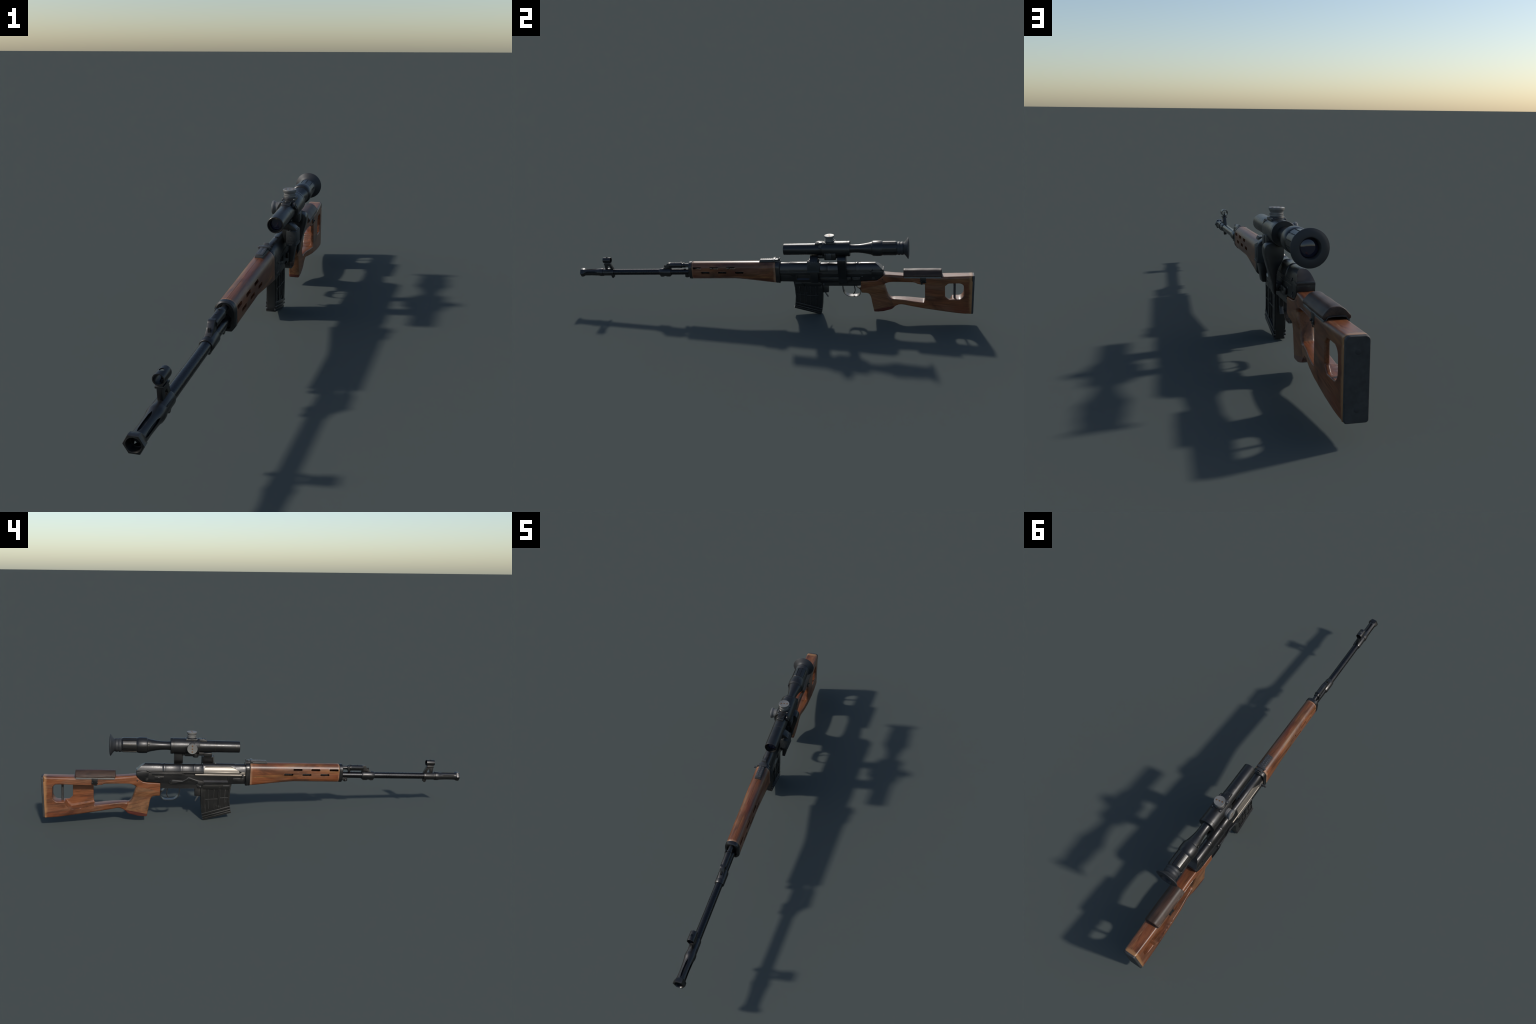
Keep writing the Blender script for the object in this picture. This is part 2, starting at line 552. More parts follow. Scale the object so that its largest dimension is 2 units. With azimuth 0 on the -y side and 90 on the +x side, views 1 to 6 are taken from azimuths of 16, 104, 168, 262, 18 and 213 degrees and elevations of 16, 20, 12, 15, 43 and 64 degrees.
def hg_loop(y, grow=0.0):
    half = hg_half(*hg_section(y, grow))
    right = [(x, y, z) for x, z in half]
    left = [(-x, y, z) for x, z in half[-2:0:-1]]
    return right + left

# wooden handguard: hollow shell in two halves with slots and a top seam
ys = [-.3835, -.381, -.372] + [-.36 + .0128 * i for i in range(32)] + [.046, .0485]
def inset(y):
    return -.0014 if y in (ys[0], ys[-1]) else 0.0
def shell(side):
    bm = bmesh.new()
    outer, inner = [], []
    for y in ys:
        h = hg_half(*hg_section(y, inset(y)))
        hi = hg_half(*hg_section(y, -.0075))
        gap = .0004
        fix = lambda pts: [(side * max(x, gap), y, z) for x, z in pts]
        outer.append(fix(h))
        inner.append(fix(hi)[::-1])
    secs = [o + i for o, i in zip(outer, inner)]
    loft(secs, bm, True)
    # round the outer top edge of the seam slightly
    return finish(bm, 'handguard_half', HGWOOD, None, 30)
SLOTS = [(-.3555, .0282), (-.2660, .0282), (-.1790, .0282), (-.3120, .0045), (-.2240, .0045), (-.1355, .0045)]
for side in (1, -1):
    hgx = shell(side)
    cs = []
    for y, z in SLOTS:
        L, h = .0222, .0054
        poly = sample_poly([(y - L, z - h), (y + L, z - h), (y + L, z + h), (y - L, z + h)], .0042, 5)
        lo, hi = (.012, .05) if side > 0 else (-.05, -.012)
        cs.append(cutter(poly, 'x', lo, hi))
    boolean(hgx, cs, angle=30)

def cap(name, y0, y1, g0, g1, mat, lip):
    bm = bmesh.new()
    secs = [hg_loop(y0, g0 - lip), hg_loop(y0 + .003, g0), hg_loop(y1 - .002, g1), hg_loop(y1, g1 - .002)]
    loft(secs, bm, True)
    return finish(bm, name, mat, None, 30)
hc = cap('handguard_cap', -.4015, -.3838, .0006, .0012, BLUED, .0035)
bmc = bmesh.new()
loft([hg_loop(-.41, -.0085), hg_loop(-.3945, -.0085)], bmc, True)
boolean(hc, [finish(bmc, 'cutter', None)], angle=30)
prism('sling_lug', sample_poly([(-.429, -.012), (-.430, -.027), (-.424, -.030), (-.414, -.030), (-.402, -.022), (-.398, -.012)], .002),
      'x', -.012, .004, BLUED, .001, hc)
lathe('sling_pin', [(0, .0048), (.004, .0052), (.008, .0040), (.0095, 0)], (-.010, -.420, -.0235), BLUED, (-1, 0, 0), 20, hc)
hb = cap('handguard_band', .0488, .0700, .0008, .0004, BLUED, .001)
bmr = bmesh.new()
loft([hg_loop(.058, .004), hg_loop(.0602, .004)], bmr, True)
bmi = bmesh.new()
loft([hg_loop(.0570, -.0008), hg_loop(.0612, -.0008)], bmi, True)
ci = finish(bmi, 'cutter', None)
cr = finish(bmr, 'cutter', None)
boolean(cr, [ci])
boolean(hb, [cr], angle=30)

# rear sight
rs = prism('rear_sight', [(-.033, .0505), (-.0315, .0605), (.045, .0605), (.072, .0560), (.074, .044), (.052, .044), (.050, .0505)],
           'x', -.0135, .0135, SIGHT, .001)
leaf = prism('sight_leaf', [(-.030, .0600), (-.029, .0645), (.040, .0662), (.062, .0660), (.064, .0590), (-.01, .0590)],
             'x', -.0115, .0115, SIGHT, .0008, rs)
boolean(leaf, [cutter([(-.024, .0638), (.040, .0655), (.040, .080), (-.024, .080)], 'x', -.0014, .0014)])
prism('sight_slider', [(.036, .0575), (.036, .0690), (.048, .0695), (.0495, .0575)], 'x', -.0185, .0185, SIGHT, .0016, rs)
prism('sight_notch_plate', [(.062, .0560), (.0690, .0715), (.0715, .0715), (.0700, .0560)], 'x', -.0085, .0085, SIGHT, .0008, rs)
for s in (-1, 1):
    lathe('slider_button', [(0, .0036), (.003, .0034), (.0036, .0024)], (s * .0180, .0425, .0635), SIGHT, (s, 0, 0), 16, rs)

def numeral(txt, x, y, z, size, parent, rot=(0, 0, 0), mat=WHITE):
    cu = bpy.data.curves.new('numeral', 'FONT')
    cu.body = txt
    cu.size = size
    cu.extrude = .0002
    cu.align_x = 'CENTER'
    cu.align_y = 'CENTER'
    tmp = bpy.data.objects.new('tmp', cu)
    COL.objects.link(tmp)
    bpy.context.view_layer.update()
    me = bpy.data.meshes.new_from_object(tmp.evaluated_get(bpy.context.evaluated_depsgraph_get()))
    bpy.data.objects.remove(tmp, do_unlink=True)
    me.name = 'numeral'
    M = Matrix.Translation((x, y, z)) @ Matrix.Rotation(rot[2], 4, 'Z') @ Matrix.Rotation(rot[1], 4, 'Y') @ Matrix.Rotation(rot[0], 4, 'X')
    me.transform(M)
    me.materials.clear()
    me.materials.append(mat)
    ob = bpy.data.objects.new('numeral', me)
    COL.objects.link(ob)
    ob.parent = parent
    return ob
for i in range(12):
    sx = -1 if i % 2 else 1
    y = -.024 + .0052 * i
    numeral(str(i + 1), sx * .0064, y, .0648 + (y + .029) * .0246, .0074, leaf, (-.0246, 0, math.pi))

# ------------------------------------------------------------------ receiver
rec_out = [(.0695, .012), (.0695, -.0445), (.134, -.0460), (.150, -.0480), (.262, -.0500), (.274, -.0560), (.280, -.0700),
           (.440, -.0705), (.4645, -.0690), (.4650, -.0430), (.528, -.0395), (.5445, -.0375), (.557, -.0300), (.568, -.0190),
           (.5755, -.0110), (.5760, .0150), (.570, .0150), (.566, .0045), (.105, .0045), (.100, .012)]
rc = prism('receiver', rec_out, 'x', -.0250, .0250, BLUED, .0012)
cuts = []
# magazine-well windows, both sides
for s in (1, -1):
    y0, y1 = (.153, .214) if s > 0 else (.152, .266)
    bm = bmesh.new()
    secs = []
    for y in (y0, y1):
        secs.append([(s * .030, y, -.0125), (s * .0185, y, -.0125), (s * .0185, y, -.0300), (s * .0270, y, -.0395), (s * .030, y, -.0395)])
    loft(secs, bm)
    cuts.append(finish(bm, 'cutter', None))
# trigger housing is narrower than the body
for s in (1, -1):
    cuts.append(cutter([(.284, -.0555), (.455, -.0555), (.4655, -.0440), (.480, -.0440), (.480, -.09), (.27, -.09), (.27, -.0760)], 'x',
                       *((.0215, .04) if s > 0 else (-.04, -.0215))))
# operating groove on the right
cuts.append(cutter([(.09, -.0068), (.352, -.0068), (.362, .0046), (.362, .02), (.09, .02)], 'x', -.04, -.0165))
boolean(rc, cuts)
prism('receiver_side_rib', [(.070, .004), (.070, -.009), (.118, -.009), (.134, -.020), (.148, -.020), (.148, -.008), (.262, -.008), (.262, .004)],
      'x', .0245, .0268, BLUED, .0008, rc)
box('receiver_side_rib', (.0245, .0266), (.262, .520), (-.0075, -.0035), BLUED, .0008, rc)
box('receiver_side_rib', (-.0266, -.0245), (.366, .505), (-.0060, .0030), BLUED, .0008, rc)
# stamped rear cover lug with its border, both sides
for s in (1, -1):
    prism('rear_trunnion_plate', sample_poly([(.520, .008), (.518, -.010), (.526, -.016), (.572, -.014), (.574, .006), (.548, .012)], .002),
          'x', *sorted((s * .0245, s * .0264)), BLUED, .0009, rc)
    lathe('receiver_pin', [(0, .0070), (.0016, .0070), (.0018, .0045), (.0012, .0040), (.0012, .0018), (.0032, .0014)],
          (s * .0249, .526, -.0285), BLUED, (s, 0, 0), 24, rc)
    lathe('receiver_rivet', [(0, .0040), (.0012, .0038), (.002, .0022)], (s * .0249, .473, -.0205), BLUED, (s, 0, 0), 16, rc)
    lathe('receiver_rivet', [(0, .0050), (.0018, .0046), (.003, .0022)], (s * .0213, .2835, -.0620), SIGHT, (s, 0, 0), 16, rc)
prism('stamped_plate', [(.450, -.012), (.450, -.026), (.492, -.030), (.492, -.012)], 'x', -.0260, -.0245, BLUED, .0006, rc)
box('front_trunnion_recess', (-.0263, -.0245), (.078, .128), (-.038, -.016), BLUED, .0009, rc)

# side rail for the scope mount
box('mount_rail', (.0245, .0315), (.262, .419), (-.0425, -.0220), BLUED, .0014, rc)
box('mount_rail', (.0245, .0315), (.4245, .4645), (-.0415, -.0220), BLUED, .0016, rc)
box('mount_rail_groove', (.0312, .0330), (.275, .410), (-.0365, -.0335), BLUED, .0008, rc)
box('mount_rail_groove', (.0312, .0325), (.4290, .4580), (-.0365, -.0335), BLUED, .0008, rc)

# receiver cover: stamped arch with transverse ribs, cut by a sloping rear plane
def arch(w, zt, z0):
    h = zt - z0
    half = [(w, z0), (w, z0 + h * .20), (w * .965, z0 + h * .30), (w * .87, z0 + h * .52), (w * .74, z0 + h * .715), (w * .58, z0 + h * .865),
            (w * .38, z0 + h * .955), (w * .18, z0 + h * .992), (0, zt)]
    return half + [(-x, z) for x, z in half[-2::-1]]
def cover_section(y):
    if y < .119:
        w, zt = .0258, .0462
    elif y < .272:
        w, zt = .0262, .0478
    else:
        w, zt = .0250, .0432
        for yc, hw in ((.309, .005), (.3715, .006), (.448, .006)):
            d = abs(y - yc)
            if d < hw:
                k = smooth01((hw - d) / (hw * .45))
                w += .0011 * k
                zt += .0016 * k
        if y > .462:
            k = smooth01((y - .462) / .004)
            w += .0006 * k
            zt += .0012 * k
    return w, zt
yc = [.0700, .074, .1175, .1205, .180, .267, .270, .2735]
for c, hw in ((.309, .005), (.3715, .006), (.448, .006)):
    yc += [c - hw - .0005, c - hw * .75, c - hw * .5, c, c + hw * .5, c + hw * .75, c + hw + .0005]
yc += [.462, .464, .466, .52, .60]
bm = loft([[(x, y, z) for x, z in arch(*cover_section(y), .0042)] for y in sorted(yc)])
bmesh.ops.recalc_face_normals(bm, faces=bm.faces)
for co, no in (((0, .5365, .0445), (0, 1, 1.55)), ((0, .5545, .0325), (0, 1, 1.02)), ((0, .5765, 0), (0, 1, 0))):
    r = bmesh.ops.bisect_plane(bm, geom=bm.verts[:] + bm.edges[:] + bm.faces[:], plane_co=co, plane_no=no, clear_outer=True)
    bmesh.ops.contextual_create(bm, geom=[e for e in r['geom_cut'] if isinstance(e, bmesh.types.BMEdge)])
cv = finish(bm, 'receiver_cover', BLUED, None, 32)
boolean(cv, [cutter([(.060, .0128), (.060, -.02), (.300, -.02), (.2985, .0035), (.268, .0045), (.2615, .0340), (.2580, .0372),
                     (.1390, .0380), (.108, .0215), (.090, .0128)], 'x', -.05, -.0105)], angle=32)
prism('cover_edge', [(.270, .0040), (.270, .0085), (.505, .0085), (.520, .0125), (.520, .0040)], 'x', -.0265, -.0240, BLUED, .0007, cv)
prism('cover_edge', [(.080, .0040), (.080, .0085), (.505, .0085), (.520, .0125), (.520, .0040)], 'x', .0240, .0265, BLUED, .0007, cv)
box('cover_front_band', (-.0090, .0090), (.1180, .1210), (.0425, .0470), BLUED, .001, cv)
prism('cover_bump', [(.205, .0450), (.208, .0490), (.216, .0500), (.220, .0450)], 'x', -.006, .006, BLUED, .001, cv)
for s in (1, -1):
    lathe('cover_latch', [(0, .0050), (.0022, .0048), (.0030, .0030)], (s * .0250, .5245, .0130), BLUED, (s, 0, 0), 20, cv)

# bolt carrier seen through the port, operating rod and handle
bcp = [(-.0232, -.004), (-.0243, .006), (-.0238, .0130), (-.0212, .0220), (-.0180, .0290), (-.0135, .0345), (-.0070, .0370), (.004, .0375), (.004, -.004)]
bc = prism('bolt_carrier', bcp, 'y', .1000, .2665, BRIGHT, .0008, None, 2, 20)
prism('carrier_step', [(-.0252, .0035), (-.0258, .0080), (-.0246, .0125), (-.018, .0125), (-.018, .0035)], 'y', .1000, .2665, BRIGHT, .0008, bc)
tube('operating_rod', [(-.0245, .0725, -.0030), (-.0245, .19, -.0030), (-.0245, .2985, -.0030), (-.0245, .3020, -.0030)],
     lambda t: .0052 if t < .97 else .0040, BRIGHT, 16, bc, 4)
prism('handle_root', [(.0715, -.006), (.0715, .0120), (.088, .0120), (.103, .0030), (.103, -.006)], 'x', -.0285, -.0180, BRIGHT, .0015, bc)
ch = lathe('cocking_handle', [(0, .0060), (.006, .0046), (.012, .0036), (.021, .0038), (.0255, .0048), (.0290, .0040), (.0300, 0)],
           (-.0240, .0835, -.0005), SIGHT, (-1, .05, 0), 20)
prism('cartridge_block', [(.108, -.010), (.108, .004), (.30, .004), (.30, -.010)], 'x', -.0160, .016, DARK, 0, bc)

# ------------------------------------------------------------------ magazine
def mag_front(z):
    return lerp_table([(-.195, .1290), (-.187, .1300), (-.160, .1350), (-.128, .1385), (-.084, .1370), (-.050, .1325), (-.04, .131)], z)
def mag_rear(z):
    return lerp_table([(-.226, .2590), (-.213, .2655), (-.180, .2715), (-.140, .2755), (-.100, .2770), (-.075, .2770), (-.04, .277)], z)
front = [(mag_front(z), z) for z in (-.045, -.065, -.084, -.105, -.128, -.145, -.160, -.175, -.187)]
rear = [(mag_rear(z), z) for z in (-.213, -.197, -.180, -.160, -.140, -.120, -.100, -.075, -.045)]
magp = front + [(.1300, -.1890), (.195, -.2068), (.2590, -.2245), (.2640, -.2225)] + rear
mg = prism('magazine', magp, 'x', -.0140, .0140, MAGST, .0022, None, 3, 40)
def mag_w(y, z):          # interpolated grid: u across, keeps ribs following the curve
    return mag_front(z) + (mag_rear(z) - mag_front(z)) * y
def rib(name, pts, depth, bev=.0010):
    for s in (1, -1):
        prism(name, pts, 'x', *sorted((s * .0120, s * depth)), MAGST, bev, mg)
def vband(u0, u1, z0, z1):
    zz = [z0 + (z1 - z0) * i / 6 for i in range(7)]
    return [(mag_w(u0, z), z) for z in zz] + [(mag_w(u1, z), z) for z in zz[::-1]]
def slope(y, z_front):     # band lines run parallel to the sloping floor
    return z_front - (y - .13) * .262
rib('magazine_band', vband(.02, .055, -.062, -.178), .0178)
rib('magazine_band', vband(.335, .415, -.060, -.170), .0180)
rib('magazine_band', vband(.845, .985, -.070, -.198), .0178)
rib('magazine_band', [(.1380, -.0500), (.1400, -.0745), (.2690, -.0760), (.2740, -.0600), (.26, -.050)], .0180)
rib('magazine_band', [(mag_front(-.158) + .002, -.1565), (mag_front(-.168) + .002, -.1665), (mag_rear(-.190) - .002, slope(.270, -.1665)), (mag_rear(-.18) - .002, slope(.270, -.1565))], .0192, .0018)
rib('magazine_band', [(mag_front(-.170) + .001, -.1705), (mag_front(-.178) + .001, -.1775), (mag_rear(-.20) - .001, slope(.267, -.1775)), (mag_rear(-.20) - .001, slope(.267, -.1705))], .0198, .0018)
rib('magazine_band', [(.1300, -.1805), (.1290, -.1890), (.2600, -.2235), (.2650, -.2185)], .0172, .0010)
for u in (.17, .545, .735):
    rib('magazine_rib', vband(u, u + .022, -.075, -.172), .0172, .0008)
rib('magazine_rib', [(mag_w(.05, -.117), -.1150), (mag_w(.05, -.117), -.1178), (mag_w(.36, -.119), -.1190), (mag_w(.36, -.119), -.1162)], .0172, .0008)
rib('magazine_rib', [(mag_w(.40, -.119), -.1210), (mag_w(.40, -.119), -.1240), (mag_w(.88, -.123), -.1265), (mag_w(.88, -.123), -.1235)], .0172, .0008)
for s in (1, -1):
    box('magazine_tab', tuple(sorted((s * .0160, s * .0196))), (.143, .173), (-.0595, -.0545), SIGHT, .001, mg)
prism('floorplate', [(.1275, -.1880), (.1280, -.1912), (.195, -.2090), (.2580, -.2256), (.2620, -.2246), (.2650, -.2205), (.195, -.2040)],
      'x', -.0165, .0165, MAGST, .001, mg)

# magazine catch and lever
mc = prism('magazine_catch', sample_poly([(.2765, -.0690), (.2755, -.111), (.3045, -.1105), (.3065, -.0690)], .002), 'x', -.0085, .0085, BLUED, .001)
prism('catch_lever', [(.2820, -.108), (.2990, -.1375), (.3020, -.1355), (.2890, -.108)], 'x', -.0070, .0070, SIGHT, .0006, mc)

# trigger group
tg = strip('trigger_guard', [(.3745, -.0690), (.3765, -.096), (.3830, -.1125), (.4000, -.1265), (.4250, -.1292), (.4460, -.1280), (.4580, -.1195),
                        (.4625, -.1080), (.4605, -.0920), (.4500, -.0820), (.4380, -.0690)], .0290, .0026, BLUED)
strip('trigger', [(.4305, -.0690), (.4330, -.0880), (.4345, -.1000), (.4315, -.1120), (.4255, -.1215)], .0085, .0042, BLUED, tg)

# safety lever on the right side
lev = [(.4135, -.0265), (.3640, -.0310), (.3500, -.0235), (.3375, -.0120), (.3150, -.0210), (.2890, -.0295), (.2700, -.0330), (.2645, -.0400),
       (.2680, -.0520), (.2760, -.0545), (.2990, -.0450), (.2920, -.0400), (.3120, -.0350), (.3340, -.0255), (.3500, -.0350), (.3630, -.0415), (.4000, -.0490), (.4140, -.0480)]
sl = prism('safety_lever', sample_poly(lev, .003, 3), 'x', -.0305, -.0255, BLUED, .0012)
strip_pts = [(.4100, -.0285), (.3640, -.0330), (.3370, -.0145), (.2900, -.0310)]
for a, b in zip(strip_pts, strip_pts[1:]):
    prism('lever_highlight_strip', [(a[0], a[1]), (b[0], b[1]), (b[0], b[1] - .0032), (a[0], a[1] - .0032)], 'x', -.0325, -.0290, SIGHT, .0010, sl)  # bright highlight on the lever's top edge, built as raised strips
lathe('lever_pivot', [(0, .0098), (.004, .0098), (.0052, .0088), (.0052, .0060), (.0040, .0055), (.0040, .0028), (.0062, .0024)],
      (-.0250, .4165, -.0385), BLUED, (-1, 0, 0), 28, sl)
lathe('lever_stud', [(0, .0038), (.0035, .0036), (.0045, .002)], (-.0255, .2815, -.0585), SIGHT, (-1, 0, 0), 18, sl)
prism('lever_tab', [(.2740, -.048), (.2715, -.0665), (.2910, -.0690), (.3000, -.0480), (.29, -.044)], 'x', -.0270, -.0245, BLUED, .0008, sl)

# ------------------------------------------------------------------ scope mount
mt = prism('scope_mount', sample_poly([(.018, .094), (.052, .0965), (.0680, .0915), (.0742, .0830), (.0752, .0720), (.0730, .0570), (.0510, -.0240),
                                       (.0490, -.0470), (.0440, -.0580), (.0415, -.0500), (.0410, -.0160), (.0395, .0090), (.0340, .0250), (.0250, .0390),
                                       (.0185, .0530), (.0180, .0700)], .005, 4), 'y', .3620, .4015, BLACK, .0022)
prism('mount_front_leg', sample_poly([(.006, .094), (.040, .0940), (.0600, .0800), (.0680, .0715), (.0660, .0600), (.036, .0600), (.0190, .0730), (.006, .0760)], .003, 3),
      'y', .2285, .2650, BLACK, .0015, mt)
prism('mount_front_foot', sample_poly([(.0180, .0735), (.0400, .0735), (.0400, .0240), (.0330, .0240), (.0220, .0480)], .003, 3), 'y', .2205, .2695, BLACK, .0015, mt)
for y in (.2385, .2500):
    prism('leg_rib', [(.034, .0965), (.0670, .0745), (.0690, .0680), (.036, .0900)], 'y', y, y + .0034, BLACK, .0006, mt)
cb = prism('clamp_housing', [(.0340, .2140), (.0675, .2140), (.0700, .2720), (.0340, .2720)], 'z', .0180, .0705, CLAMP, .0016, mt)
prism('clamp_housing_panel', [(.0660, .2240), (.0692, .2240), (.0710, .2630), (.0670, .2630)], 'z', .0340, .0660, CLAMP, .0010, mt)
prism('clamp_housing_lip', [(.0650, .2150), (.0688, .2150), (.0713, .2710), (.0670, .2710)], 'z', .0180, .0250, CLAMP, .0010, mt)
prism('clamp_plate', [(.0405, .0180), (.0640, .0180), (.0530, -.0420), (.0400, -.0430)], 'y', .2262, .2630, BLACK, .0012, mt)
box('mount_bridge', (.010, .0400), (.2640, .3640), (.0795, .0950), BLACK, .0018, mt)
prism('clamp_arm', [(.0300, -.0215), (.0430, -.0215), (.0430, -.0440), (.0300, -.0440)], 'y', .3660, .3980, BLACK, .0014, mt)

# plate lettering: two short stamped lines, illegible with wear, on the front face of the clamp housing
for k, (wd, zz) in enumerate(((.010, .058), (.003, .050), (.014, .041), (.019, .031), (.011, .024))):
    n = max(2, int(wd / .0024))
    for i in range(n):
        hgt = .0012 + .0008 * random.random()
        x = .0505 - wd / 2 + wd * i / n
        box('stamped_mark', (x, x + .0013), (.21375, .2142), (zz - hgt, zz + hgt), SIGHT, 0, cb)

# ------------------------------------------------------------------ scope
SX, SZ = .0222, .1230
sc = ring('scope', [(.0985, .0262), (.0995, .0272), (.1010, .0275), (.2125, .0275), (.2128, .0272), (.2136, .0272), (.2140, .0278),
                    (.2500, .0280), (.2760, .0282), (.2880, .0300), (.2890, .0365), (.2905, .0372), (.4060, .0372), (.4070, .0366), (.4085, .0366),
                    (.4095, .0376), (.4190, .0376), (.4208, .0366), (.4210, .0215), (.4300, .0202), (.4450, .0200), (.4650, .0206),
                    (.4850, .0232), (.5050, .0270), (.5180, .0300), (.5215, .0306), (.5215, .0318), (.5250, .0322), (.5275, .0352),
                    (.5310, .0366), (.5500, .0372), (.5640, .0370), (.5700, .0356), (.5740, .0340), (.5760, .0325), (.60, .0320),
                    (.60, .0200), (.40, .0150), (.12, .0180), (.1140, .0220), (.0985, .0245)], (SX, 0, SZ), BLACK, segs=64, angle=28)
# ribbed eyepiece barrel: twelve shallow flats separated by grooves
bm = bmesh.new()
secs = []
for y, dr in ((.5750, -.0012), (.5775, 0), (.6360, 0), (.6395, -.0014), (.6440, -.004)):
    loop = []
    for i in range(12):
        for f, rr in ((-.40, .0343), (0, .0344), (.40, .0343), (.44, .0314), (.56, .0314)):
            a = 2 * math.pi * (i + f) / 12
            loop.append((SX + (rr + dr) * math.cos(a), y, SZ + (rr + dr) * math.sin(a)))
    secs.append(loop)
loft(secs, bm, True)
bm.faces.ensure_lookup_table()
finish(bm, 'eyepiece_ring', BLACK, sc, 20)
cup = ring('eyecup', [(.6390, .0318), (.6420, .0294), (.6470, .0316), (.6530, .0324), (.6580, .0296), (.6630, .0316), (.6700, .0312), (.6735, .0286),
                      (.6780, .0310), (.6840, .0385), (.6905, .0485), (.6925, .0506), (.6942, .0504), (.6965, .0440), (.6985, .0330),
                      (.6980, .0285), (.6950, .0262), (.6700, .0255), (.6390, .0255)], (SX, 0, SZ - .0015), RUBBER, segs=56, parent=sc, angle=40)
lathe('ocular_lens', [(.6780, .0262), (.6815, .0242), (.6840, .0170), (.6852, .0090), (.6856, 0)], (SX, 0, SZ - .0015), GLASSY, parent=sc, segs=40)
lathe('objective_lens', [(.1130, 0), (.1140, .010), (.1165, .0235), (.1200, .0235)], (SX, 0, SZ), GLASSY, parent=sc, segs=40)
ring('objective_retainer', [(.1080, .0246), (.1075, .0205), (.1120, .0195), (.1130, .0246)], (SX, 0, SZ), BLACK, parent=sc, segs=40)

def turret(origin, axis, name, parent, base):
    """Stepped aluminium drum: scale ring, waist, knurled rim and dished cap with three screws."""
    a, u, v = frame_of(axis)
    t = lathe(name, [(0, .0195), (.0020, .0205), (.0100, .0205), (.0108, .0190), (.0130, .0192), (.0185, .0222), (.0200, .0232),
                     (.0212, .0236), (.0262, .0236), (.0272, .0228), (.0268, .0205), (.0272, 0)], origin, ALU, axis, 56, parent, 25)
    for i in range(40):                       # scale strokes
        ang = 2 * math.pi * i / 40
        L = .0050 if i % 5 == 0 else .0030
        bmx = bmesh.new()
        bmesh.ops.create_cube(bmx, size=1)
        d = u * math.cos(ang) + v * math.sin(ang)
        M = Matrix((d, a.cross(d), a)).transposed().to_4x4()
        bmesh.ops.transform(bmx, verts=bmx.verts, matrix=Matrix.Translation(Vector(origin) + d * .0205 + a * (.0095 - L / 2)) @ M @ Matrix.Diagonal((.0006, .0006, L, 1)))
        marks.append(bmx)
    return t, a, u, v

marks = []
tu, a, u, v = turret((SX, .324, .1640), (0, 0, 1), 'elevation_turret', sc, 0)
m1 = finish(join_bm(marks), 'scale_mark', BLACK, tu)
m1['kind'] = 'stuff'
for k in (-1, 0, 1):
    lathe('turret_screw', [(0, .0036), (.0006, .0034), (.0009, .0020), (.0006, 0)], (SX + .0125 * k, .324 + .002 * k, .1910), BRASS, (0, 0, 1), 16, tu)
marks = []
tw2, a, u, v = turret((-.0110, .324, .1225), (-1, 0, 0), 'windage_turret', sc, 0)
m2 = finish(join_bm(marks), 'scale_mark', BLACK, tw2)
m2['kind'] = 'stuff'
for k in (-1, 0, 1):
    lathe('turret_screw', [(0, .0036), (.0006, .0034), (.0009, .0020), (.0006, 0)], (-.0380, .324, .1225 + .0135 * k), BRASS, (-1, 0, 0), 16, tw2)
# turret bases and bosses
prism('turret_base', sample_poly([(SX - .0235, .2985), (SX + .0235, .2985), (SX + .0235, .3535), (SX - .0235, .3535)], .004), 'z', .1480, .1595, BLACK, .0015, sc)
lathe('turret_seat', [(.1560, .0245), (.1625, .0235), (.1645, .0215)], (SX, .324, 0), BLACK, (0, 0, 1), 40, sc)
prism('turret_base', sample_poly([(.2985, SZ - .0245), (.3550, SZ - .0245), (.3550, SZ + .0220), (.2985, SZ + .0220)], .004), 'x', -.0080, .008, BLACK, .0015, sc)
lathe('turret_seat', [(0, .0240), (.004, .0230), (.0055, .0210)], (-.0062, .324, .1225), BLACK, (-1, 0, 0), 40, sc)
for dy in (-.0265, .0255):
    for s in (-1, 1):
        lathe('base_screw', [(0, .0030), (.0018, .0028), (.0024, .0015)], (SX + s * .020, .3245 + dy * .88, .1594), ALU, (0, 0, 1), 14, sc)
# battery cap and lamp housing ahead of the turret
prism('lamp_housing', [(.2500, .140), (.2560, .1570), (.2900, .1600), (.2960, .140)], 'x', SX - .0155, SX + .0155, BLACK, .0025, sc)
lathe('battery_cap', [(0, .0135), (.0040, .0135), (.0050, .0115), (.0042, .0085), (.0042, .005), (.0052, .0045)], (SX - .0005, .2705, .1545), BLACK, (0, .04, 1), 32, sc)
lathe('lamp_switch', [(0, .0125), (.010, .0125), (.0110, .0110), (.0100, .0085), (.0100, .0045), (.0125, .0040)], (SX + .0200, .2850, .1400), BLACK, (1, 0, .35), 32, sc)
prism('body_block', sample_poly([(.2990, .078), (.3550, .078), (.3550, .112), (.2990, .112)], .004), 'x', SX - .020, SX + .0385, BLACK, .002, sc)
box('side_plate', (SX + .0360, SX + .0405), (.3085, .3330), (.083, .110), SIGHT, .001, sc)
lathe('under_knob', [(0, .0130), (.004, .0135), (.012, .0130), (.014, .0110)], (.012, .3040, .0865), BLACK, (0, 0, -1), 28, sc)
lathe('filter_lever', [(0, .0040), (.006, .0040), (.007, .0028)], (SX - .0270, .5200, SZ + .012), BLACK, (-1, 0, .4), 14, sc)

